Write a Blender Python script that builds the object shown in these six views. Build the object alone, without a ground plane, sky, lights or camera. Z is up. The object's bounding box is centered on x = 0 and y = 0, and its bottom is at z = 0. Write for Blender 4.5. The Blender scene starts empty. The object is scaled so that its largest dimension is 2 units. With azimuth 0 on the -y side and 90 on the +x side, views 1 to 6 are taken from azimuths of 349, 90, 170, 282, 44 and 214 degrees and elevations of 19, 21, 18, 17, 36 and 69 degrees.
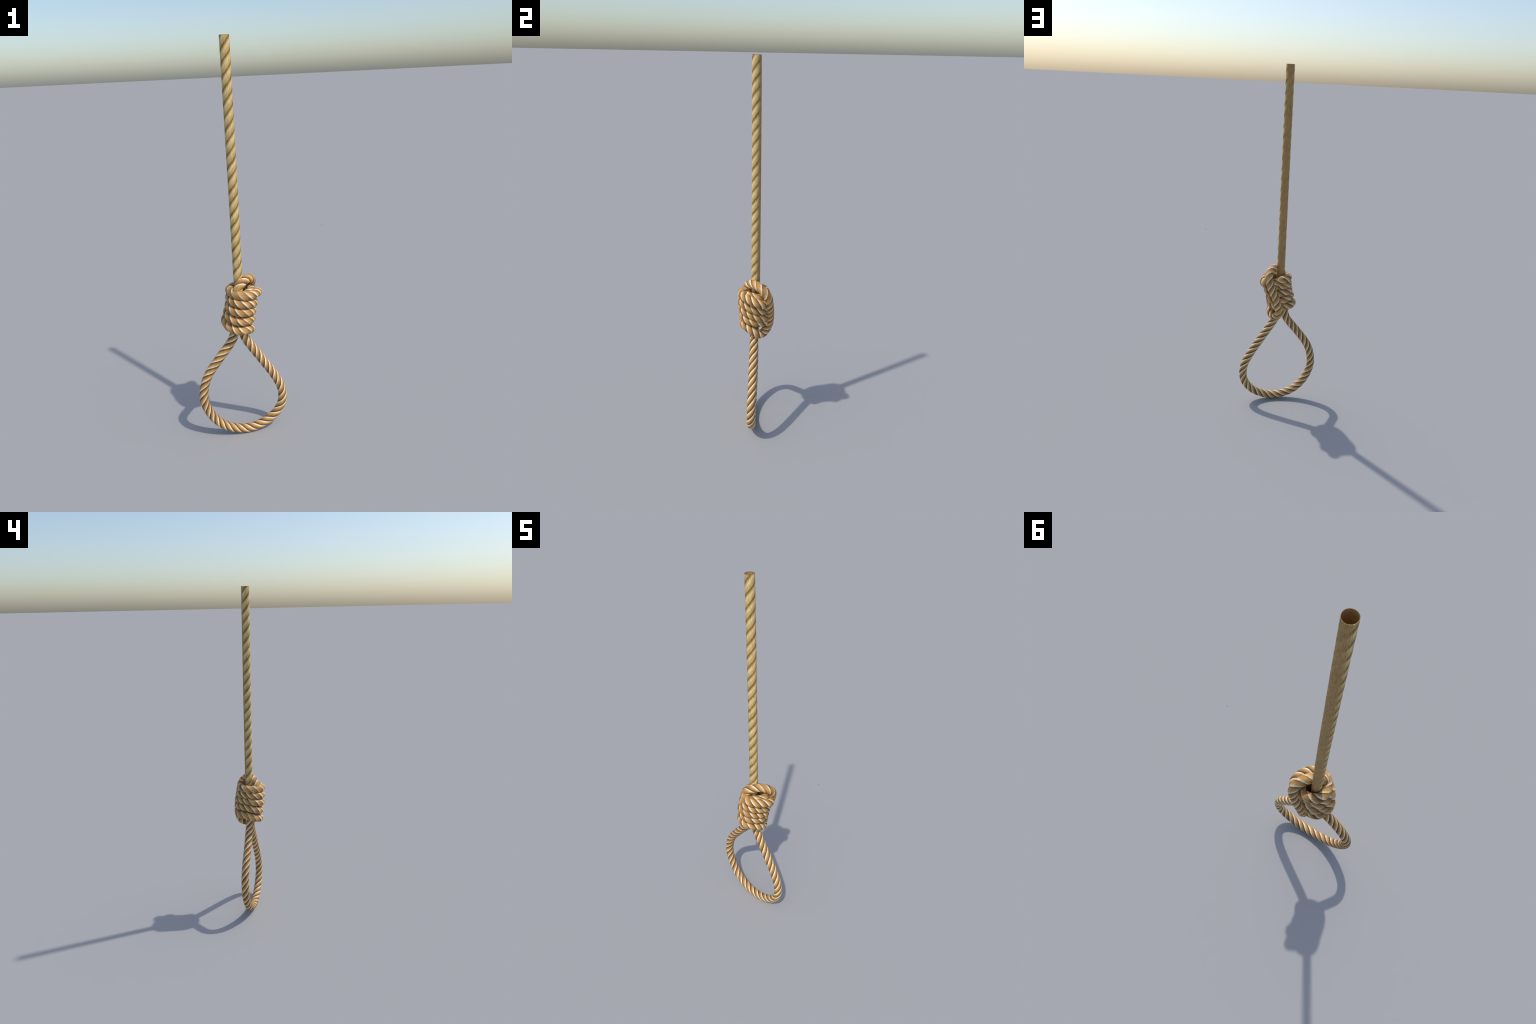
"""A laid fibre rope tied into a running loop with a five-turn wrapped knot.

Every length of rope is a core tube with twisted strands laid round it.  Each
strand is modelled straight (unrolled: x across the strand, y along the rope,
z outward) and laid into place by a shape key, so that Generated coordinates
still run along and across the straight strand for the fibre material."""
import bpy
import math
import numpy as np
from mathutils import noise as mnoise

R = 0.0233            # rope radius, metres
STEP = 0.0030         # ring spacing along a rope


# ---------------------------------------------------------------- paths
def catmull(ctrl, per):
    c = np.asarray(ctrl, float)
    p = np.vstack([2 * c[0] - c[1], c, 2 * c[-1] - c[-2]])
    t = np.linspace(0, len(c) - 1, (len(c) - 1) * per + 1)
    i = np.minimum(t.astype(int), len(c) - 2)
    w = (t - i)[:, None]
    a, b, d, e = p[i], p[i + 1], p[i + 2], p[i + 3]
    return 0.5 * (2 * b + (d - a) * w + (2 * a - 5 * b + 4 * d - e) * w**2 + (3 * b - a - 3 * d + e) * w**3)


def even(pts, step=STEP, smooth=0):
    """Resample a polyline at even spacing, after rounding it a little."""
    for _ in range(smooth):
        pts = np.vstack([pts[:1], 0.25 * pts[:-2] + 0.5 * pts[1:-1] + 0.25 * pts[2:], pts[-1:]])
    s = np.r_[0, np.cumsum(np.linalg.norm(np.diff(pts, axis=0), axis=1))]
    n = max(2, int(round(s[-1] / step)) + 1)
    q = np.linspace(0, s[-1], n)
    return np.stack([np.interp(q, s, pts[:, k]) for k in range(3)], 1), q


def frames(p, up):
    """Tangents and a minimally turning normal pair along a path."""
    t = np.gradient(p, axis=0)
    t /= np.linalg.norm(t, axis=1)[:, None]
    n = np.zeros_like(p)
    v = np.asarray(up, float)
    for i in range(len(p)):
        v = v - t[i] * (v @ t[i])
        v /= np.linalg.norm(v)
        n[i] = v
    return t, n, np.cross(t, n)


# ---------------------------------------------------------------- materials
class Nodes:
    def __init__(self, name):
        self.mat = bpy.data.materials.new(name)
        self.mat.use_nodes = True
        self.t = self.mat.node_tree
        self.bsdf = self.t.nodes["Principled BSDF"]

    def new(self, kind, **props):
        n = self.t.nodes.new(kind)
        for k, v in props.items():
            setattr(n, k, v)
        return n

    def put(self, value, socket):
        if isinstance(value, bpy.types.NodeSocket):
            self.t.links.new(value, socket)
        else:
            socket.default_value = value

    def math(self, op, a, b=0.0, clamp=False):
        n = self.new("ShaderNodeMath", operation=op, use_clamp=clamp)
        self.put(a, n.inputs[0])
        self.put(b, n.inputs[1])
        return n.outputs[0]

    def mix(self, fac, a, b, blend="MIX"):
        n = self.new("ShaderNodeMix", data_type="RGBA", blend_type=blend)
        self.put(fac, n.inputs[0])
        self.put(a, n.inputs[6])
        self.put(b, n.inputs[7])
        return n.outputs[2]

    def ramp(self, fac, stops, smooth=False):
        n = self.new("ShaderNodeValToRGB")
        if smooth:
            n.color_ramp.interpolation = "EASE"
        e = n.color_ramp.elements
        while len(e) < len(stops):
            e.new(0.5)
        for el, (pos, col) in zip(e, stops):
            el.position = pos
            el.color = (*col, 1) if len(col) == 3 else col
        self.put(fac, n.inputs[0])
        return n.outputs[0]

    def noise(self, vec, scale=1.0, detail=2.0, rough=0.55):
        n = self.new("ShaderNodeTexNoise")
        self.put(vec, n.inputs["Vector"])
        n.inputs["Scale"].default_value = scale
        n.inputs["Detail"].default_value = detail
        n.inputs["Roughness"].default_value = rough
        return n.outputs["Fac"]

    def vec(self, x, y, z=0.0):
        n = self.new("ShaderNodeCombineXYZ")
        for v, s in zip((x, y, z), n.inputs):
            self.put(v, s)
        return n.outputs[0]


def srgb(r, g, b):
    f = lambda c: (c / 255) / 12.92 if c < 11 else ((c / 255 + 0.055) / 1.055) ** 2.4
    return f(r), f(g), f(b)


def strand_coordinates(N, lay):
    """u: -1..1 across the strand, s: metres along the rope, a: metres round the rope."""
    tc = N.new("ShaderNodeTexCoord")
    sep = N.new("ShaderNodeSeparateXYZ")
    N.put(tc.outputs["Generated"], sep.inputs[0])
    # the straight strand's texture space is set to a 2 x 2 x 2 m box centred on 0
    u = N.math("MULTIPLY", N.math("SUBTRACT", sep.outputs[0], 0.5), 2.0)
    s = N.math("MULTIPLY", N.math("SUBTRACT", sep.outputs[1], 0.5), 10.0)
    z = N.math("MULTIPLY", N.math("SUBTRACT", sep.outputs[2], 0.5), 10.0)
    a = N.math("ADD", N.math("MULTIPLY", u, lay["half"] * R), N.math("MULTIPLY", s, lay["turn"] * R))
    return u, s, z, a


def fibre(name, lay, stops, grain=0.5, back_plain=None, ragged=0.16, patchy=None):
    N = Nodes(name)
    u, s, z, a = strand_coordinates(N, lay)
    info = N.new("ShaderNodeObjectInfo")
    seed = N.math("MULTIPLY", info.outputs["Random"], 7.0)
    # ragged edges: the stripe position wanders along the strand and breaks into fibres
    wander = N.math("SUBTRACT", N.noise(N.vec(seed, N.math("MULTIPLY", s, 14.0), z), 1.0, 2.0), 0.5)
    hairs = N.math("SUBTRACT", N.noise(N.vec(N.math("MULTIPLY", a, 340.0), N.math("MULTIPLY", s, 28.0), seed), 1.0, 3.0, 0.65), 0.5)
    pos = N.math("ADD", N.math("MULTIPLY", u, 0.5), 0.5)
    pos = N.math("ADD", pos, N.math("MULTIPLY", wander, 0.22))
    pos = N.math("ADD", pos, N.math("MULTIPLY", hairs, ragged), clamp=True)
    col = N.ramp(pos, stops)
    if patchy:
        # patches where the stripe fades into an even gold
        tc = N.new("ShaderNodeTexCoord")
        fade = N.noise(tc.outputs["Object"], 16.0, 2.0)
        m = N.new("ShaderNodeMapRange", interpolation_type="SMOOTHSTEP")
        N.put(fade, m.inputs[0])
        m.inputs[1].default_value, m.inputs[2].default_value, m.inputs[4].default_value = 0.42, 0.68, patchy[0]
        col = N.mix(m.outputs[0], col, (*patchy[1], 1))
    if back_plain:
        tc = N.new("ShaderNodeTexCoord")
        sep = N.new("ShaderNodeSeparateXYZ")
        N.put(tc.outputs["Object"], sep.inputs[0])
        y = N.math("ADD", sep.outputs[1], N.math("MULTIPLY", hairs, 0.012))
        m = N.new("ShaderNodeMapRange", interpolation_type="SMOOTHSTEP")
        N.put(y, m.inputs[0])
        m.inputs[1].default_value = back_plain[0]
        m.inputs[2].default_value = back_plain[1]
        col = N.mix(m.outputs[0], col, (*back_plain[2], 1))
    # fine fibres: light and dark threads along the rope
    fine = N.noise(N.vec(N.math("MULTIPLY", a, 380.0), N.math("MULTIPLY", s, 42.0), seed), 1.0, 4.0, 0.62)
    thread = N.ramp(fine, [(0.30, (1 - grain,) * 3), (0.55, (1, 1, 1))])
    col = N.mix(1.0, col, thread, "MULTIPLY")
    light = N.ramp(fine, [(0.50, (0, 0, 0)), (0.70, (1, 1, 1))])
    lf = N.math("MULTIPLY", light, 0.35 * grain)
    col = N.mix(lf, col, (*srgb(238, 216, 160), 1))
    # slow change of tone along the rope
    slow = N.noise(N.vec(N.math("MULTIPLY", u, 0.4), N.math("MULTIPLY", s, 9.0), seed), 1.0, 2.0)
    col = N.mix(1.0, col, N.ramp(slow, [(0.3, (0.86, 0.84, 0.80)), (0.7, (1, 1, 1))]), "MULTIPLY")
    N.put(col, N.bsdf.inputs["Base Color"])
    N.bsdf.inputs["Roughness"].default_value = 0.62
    N.bsdf.inputs["Specular IOR Level"].default_value = 0.35
    b = N.new("ShaderNodeBump")
    b.inputs["Strength"].default_value = 0.35
    b.inputs["Distance"].default_value = 0.0012
    N.put(fine, b.inputs["Height"])
    N.put(b.outputs[0], N.bsdf.inputs["Normal"])
    return N.mat


def core_material(name, dark, light):
    N = Nodes(name)
    tc = N.new("ShaderNodeTexCoord")
    n = N.noise(tc.outputs["Object"], 300.0, 3.0)
    N.put(N.ramp(n, [(0.3, dark), (0.7, light)]), N.bsdf.inputs["Base Color"])
    N.bsdf.inputs["Roughness"].default_value = 0.85
    return N.mat


# ---------------------------------------------------------------- rope builder
def lay_of(count, pitch):
    return {"count": count, "half": math.pi / count, "turn": 2 * math.pi / pitch}


def mesh_object(name, verts, faces, mat, parent):
    me = bpy.data.meshes.new(name)
    me.from_pydata(verts.tolist(), [], faces)
    me.polygons.foreach_set("use_smooth", [True] * len(me.polygons))
    me.materials.append(mat)
    ob = bpy.data.objects.new(name, me)
    bpy.context.scene.collection.objects.link(ob)
    ob.parent = parent
    return ob


def grid_faces(rows, cols, closed):
    f = []
    for i in range(rows - 1):
        for j in range(cols if closed else cols - 1):
            k = (j + 1) % cols
            f.append((i * cols + j, (i + 1) * cols + j, (i + 1) * cols + k, i * cols + k))
    return f


def strand_profile(scallop, groove):
    """Closed cross-section of one strand: (u, radius factor)."""
    u = np.concatenate([[-0.995, -0.985, -0.965], np.linspace(-0.93, 0.93, 19), [0.965, 0.985, 0.995]])
    a = np.abs(u)
    r = 1.0 - scallop * a**2.2
    edge = np.clip((a - 0.90) / 0.095, 0, 1)
    r -= groove * edge**2.2
    under = np.linspace(0.93, -0.93, 11)
    deep = 1.0 - scallop - groove - 0.012
    return list(zip(u, r)) + [(v, deep) for v in under]


def rope(name, path, s0, frame, lay, mats, parent, radius=None, scallop=0.045, groove=0.075, core=(0.895, 0.83)):
    """One length of rope: a core mesh and its strands as children."""
    p, s = path
    t, n, b = frame
    m = len(p)
    rad = np.full(m, R) if radius is None else radius
    # core: a hollow tube with an inner and an outer wall
    K = 36
    ang = np.linspace(0, 2 * np.pi, K, endpoint=False)
    ring = np.cos(ang)[None, :, None] * n[:, None] + np.sin(ang)[None, :, None] * b[:, None]
    outer = p[:, None] + ring * (rad * core[0])[:, None, None]
    inner = p[:, None] + ring * (rad * core[1])[:, None, None]
    faces = [tuple(reversed(f)) for f in grid_faces(m, K, True)]
    faces += [tuple(i + m * K for i in reversed(f)) for f in faces]
    for row in (0, m - 1):
        for j in range(K):
            k = (j + 1) % K
            q = (row * K + j, row * K + k, m * K + row * K + k, m * K + row * K + j)
            faces.append(q if row == 0 else tuple(reversed(q)))
    body = mesh_object(name, np.concatenate([outer.reshape(-1, 3), inner.reshape(-1, 3)]), faces, mats[1], parent)
    prof = strand_profile(scallop, groove)
    C = len(prof)
    uu = np.array([q[0] for q in prof])
    rr = np.array([q[1] for q in prof])
    for k in range(lay["count"]):
        sg = s0 + s
        th = 2 * np.pi * k / lay["count"] + lay["turn"] * sg[:, None] + uu[None] * lay["half"]
        # slight unevenness of the strand along its length
        wob = np.array([mnoise.noise((v * 22.0, k * 9.1, 3.3)) for v in sg])
        r = rad[:, None] * (rr[None] * (1 + 0.012 * wob[:, None] * (rr[None] > core[0])))
        laid = p[:, None] + r[..., None] * (np.cos(th)[..., None] * n[:, None] + np.sin(th)[..., None] * b[:, None])
        flat = np.zeros((m, C, 3))
        flat[..., 0] = uu[None]
        flat[..., 1] = sg[:, None]
        flat[..., 2] = rr[None] * R + 0.31 * k
        faces = [tuple(reversed(f)) for f in grid_faces(m, C, True)]
        faces.append(tuple(range(C)))
        faces.append(tuple(reversed(range((m - 1) * C, m * C))))
        st = mesh_object("strand", flat.reshape(-1, 3), faces, mats[0], body)
        me = st.data
        me.use_auto_texspace = False
        me.texspace_location = (0, 0, 0)
        me.texspace_size = (1, 5, 5)
        st.shape_key_add(name="straight")
        key = st.shape_key_add(name="laid")
        key.data.foreach_set("co", laid.ravel())
        key.value = 1.0
    return body


# ---------------------------------------------------------------- colours
CREAM = srgb(250, 240, 212)
PALE = srgb(226, 188, 126)
GOLD = srgb(208, 157, 87)
TAN = srgb(190, 134, 65)
BROWN = srgb(136, 91, 43)
UMBER = srgb(80, 50, 24)  # deepened to match the browns on the rope's shaded side

WRAP = lay_of(3, 2.20 * 2 * R)
LOOP = lay_of(4, 3.55 * 2 * R)
STAND = lay_of(3, 3.65 * 2 * R)

# across a strand: highlight painted cream at the lip, golden crown, brown darkening to the far edge
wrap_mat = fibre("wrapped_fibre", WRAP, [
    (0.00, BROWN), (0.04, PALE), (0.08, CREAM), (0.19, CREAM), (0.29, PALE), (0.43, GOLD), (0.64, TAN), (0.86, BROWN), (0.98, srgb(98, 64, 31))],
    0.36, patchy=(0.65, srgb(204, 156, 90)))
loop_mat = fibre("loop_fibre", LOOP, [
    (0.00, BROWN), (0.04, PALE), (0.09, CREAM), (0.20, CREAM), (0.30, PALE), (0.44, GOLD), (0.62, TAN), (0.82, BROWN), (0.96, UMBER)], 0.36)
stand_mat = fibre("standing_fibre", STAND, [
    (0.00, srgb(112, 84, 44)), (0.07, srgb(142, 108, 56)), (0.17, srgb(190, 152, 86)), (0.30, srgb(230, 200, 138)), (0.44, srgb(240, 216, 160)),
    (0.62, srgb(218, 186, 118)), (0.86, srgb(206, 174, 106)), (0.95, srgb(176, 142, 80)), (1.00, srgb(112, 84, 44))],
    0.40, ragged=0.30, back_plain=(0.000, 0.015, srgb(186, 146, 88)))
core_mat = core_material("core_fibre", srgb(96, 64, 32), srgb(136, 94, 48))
tube_mat = core_material("inner_fibre", srgb(164, 128, 78), srgb(190, 154, 100))  # lightened so the bore shows the brightness baked inside the cut end

# ---------------------------------------------------------------- the object
noose = bpy.data.objects.new("rope_loop", None)
bpy.context.scene.collection.objects.link(noose)
noose.empty_display_size = 0.1
noose["label"] = "hanging golden fibre rope with wrapped knot and loop"
noose["category"] = "knotted rope"

# standing rope: nearly straight, leaning slightly, hollow at the cut end
top, low = np.array([-0.0936, -0.0072, 2.0]), np.array([-0.0979, -0.0016, 0.70])
mid = 0.5 * (top + low) + np.array([0.0010, 0.0014, 0.0])
w = np.linspace(0, 1, 200)[:, None]
path = even((1 - w) * (1 - 2 * w) * low + 4 * w * (1 - w) * mid + w * (2 * w - 1) * top)
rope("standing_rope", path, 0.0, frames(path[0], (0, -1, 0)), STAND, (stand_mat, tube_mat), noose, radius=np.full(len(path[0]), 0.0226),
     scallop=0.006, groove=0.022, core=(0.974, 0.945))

# loop: a teardrop in a near-vertical plane, both legs running up into the knot
loop_ctrl = [(-0.117, -0.006, 0.740), (-0.118, -0.007, 0.680), (-0.1265, -0.0084, 0.622), (-0.1480, -0.0072, 0.553), (-0.2185, -0.0110, 0.4659),
             (-0.2937, -0.0110, 0.3578), (-0.3161, -0.0124, 0.2353), (-0.2766, -0.0140, 0.1266), (-0.2073, -0.0158, 0.0557),
             (-0.1170, -0.0162, 0.0240), (-0.0343, -0.0156, 0.0300), (0.0494, -0.0143, 0.0724), (0.1006, -0.0134, 0.1435),
             (0.1025, -0.0119, 0.2350), (0.0630, -0.0099, 0.3256), (-0.0050, -0.0082, 0.4370), (-0.0795, -0.0062, 0.5623),
             (-0.088, -0.004, 0.640), (-0.085, -0.002, 0.700), (-0.083, -0.002, 0.740)]
path = even(catmull(loop_ctrl, 24), smooth=40)
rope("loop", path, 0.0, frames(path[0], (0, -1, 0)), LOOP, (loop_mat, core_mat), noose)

# knot: one rope rises as a bight over the top, runs down the back, turns
# under and climbs in five turns round the core
bight_ctrl = [(-0.112, -0.042, 0.790), (-0.109, -0.046, 0.846), (-0.069, -0.014, 0.877), (-0.029, 0.031, 0.866), (-0.020, 0.064, 0.829),
              (-0.036, 0.072, 0.775), (-0.057, 0.076, 0.731), (-0.073, 0.076, 0.690), (-0.083, 0.073, 0.646), (-0.082, 0.058, 0.605),
              (-0.061, 0.029, 0.584)]
turns = [
    [(-0.048, -0.008, 0.608), (-0.068, -0.048, 0.629), (-0.112, -0.066, 0.631), (-0.158, -0.045, 0.648),
     (-0.171, 0.011, 0.668), (-0.143, 0.055, 0.664), (-0.092, 0.059, 0.657), (-0.056, 0.034, 0.656)],
    [(-0.043, -0.011, 0.668), (-0.069, -0.059, 0.679), (-0.117, -0.068, 0.684), (-0.154, -0.046, 0.700),
     (-0.159, 0.007, 0.712), (-0.126, 0.056, 0.706), (-0.076, 0.058, 0.695), (-0.041, 0.034, 0.694)],
    [(-0.035, -0.013, 0.709), (-0.062, -0.063, 0.727), (-0.112, -0.074, 0.733), (-0.145, -0.048, 0.744),
     (-0.148, 0.006, 0.751), (-0.119, 0.053, 0.747), (-0.066, 0.057, 0.742), (-0.029, 0.036, 0.741)],
    [(-0.024, -0.006, 0.750), (-0.046, -0.058, 0.768), (-0.092, -0.076, 0.776), (-0.132, -0.051, 0.783),
     (-0.143, 0.002, 0.787), (-0.123, 0.047, 0.788), (-0.068, 0.051, 0.784), (-0.016, 0.040, 0.782)],
    [(0.004, 0.012, 0.799), (-0.020, -0.043, 0.813), (-0.068, -0.075, 0.817), (-0.113, -0.060, 0.822),
     (-0.139, -0.014, 0.824), (-0.133, 0.029, 0.826), (-0.096, 0.051, 0.822), (-0.050, 0.050, 0.803)],
]
for k, turn in enumerate(turns[:4]):
    axis = np.mean(turn, axis=0)
    for j, c in enumerate(turn):
        out = (np.array(c) - axis) * (1, 1, 0)
        if j < 6:                       # the last part of each turn dives under the back run
            out = out / np.linalg.norm(out) * 0.0022
            turn[j] = tuple(np.array(c) + out)
ctrl = bight_ctrl + [c for turn in turns for c in turn]
whole, s = even(catmull(ctrl, 24), smooth=60)
frame = frames(whole, (0, -1, 0))


def place(c):
    return int(np.linalg.norm(whole - np.asarray(c), axis=1).argmin())


knots_at = [place(c) for c in (bight_ctrl[0], bight_ctrl[-1], turns[0][2], turns[1][3], turns[3][5], turns[4][1], turns[4][-1])]
girth = np.interp(np.arange(len(whole)), knots_at, [R, R, 0.0231, 0.0216, 0.0211, 0.0231, 0.0231])
cuts = [0, place(bight_ctrl[-1])] + [place(t[-1]) for t in turns[:-1]] + [len(whole) - 1]
for i, (a, b) in enumerate(zip(cuts[:-1], cuts[1:])):
    cut = slice(a, b + 1)
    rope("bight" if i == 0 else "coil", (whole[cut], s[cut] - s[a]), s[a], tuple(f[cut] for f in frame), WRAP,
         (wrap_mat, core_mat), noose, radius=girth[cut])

# the working end, tucked in level under the bight
tuck_ctrl = [(-0.056, 0.050, 0.795), (-0.040, 0.030, 0.810), (-0.031, 0.003, 0.816), (-0.044, -0.028, 0.818), (-0.072, -0.046, 0.813), (-0.100, -0.040, 0.793)]
path = even(catmull(tuck_ctrl, 24), smooth=40)
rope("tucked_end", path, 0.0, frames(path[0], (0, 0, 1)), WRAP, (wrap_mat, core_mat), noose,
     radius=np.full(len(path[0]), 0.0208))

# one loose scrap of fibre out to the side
scrap = even(np.linspace((0.3388, 0.0008, 1.1096), (0.3398, 0.0014, 1.1158), 5), 0.001)
t, n, b = frames(scrap[0], (0, 1, 0))
ang = np.linspace(0, 2 * np.pi, 8, endpoint=False)
tube = scrap[0][:, None] + 0.0009 * (np.cos(ang)[None, :, None] * n[:, None] + np.sin(ang)[None, :, None] * b[:, None])
m = len(tube)
faces = [tuple(reversed(f)) for f in grid_faces(m, 8, True)] + [tuple(range(8)), tuple(reversed(range((m - 1) * 8, m * 8)))]
mesh_object("loose_fibre", tube.reshape(-1, 3), faces, core_mat, noose)
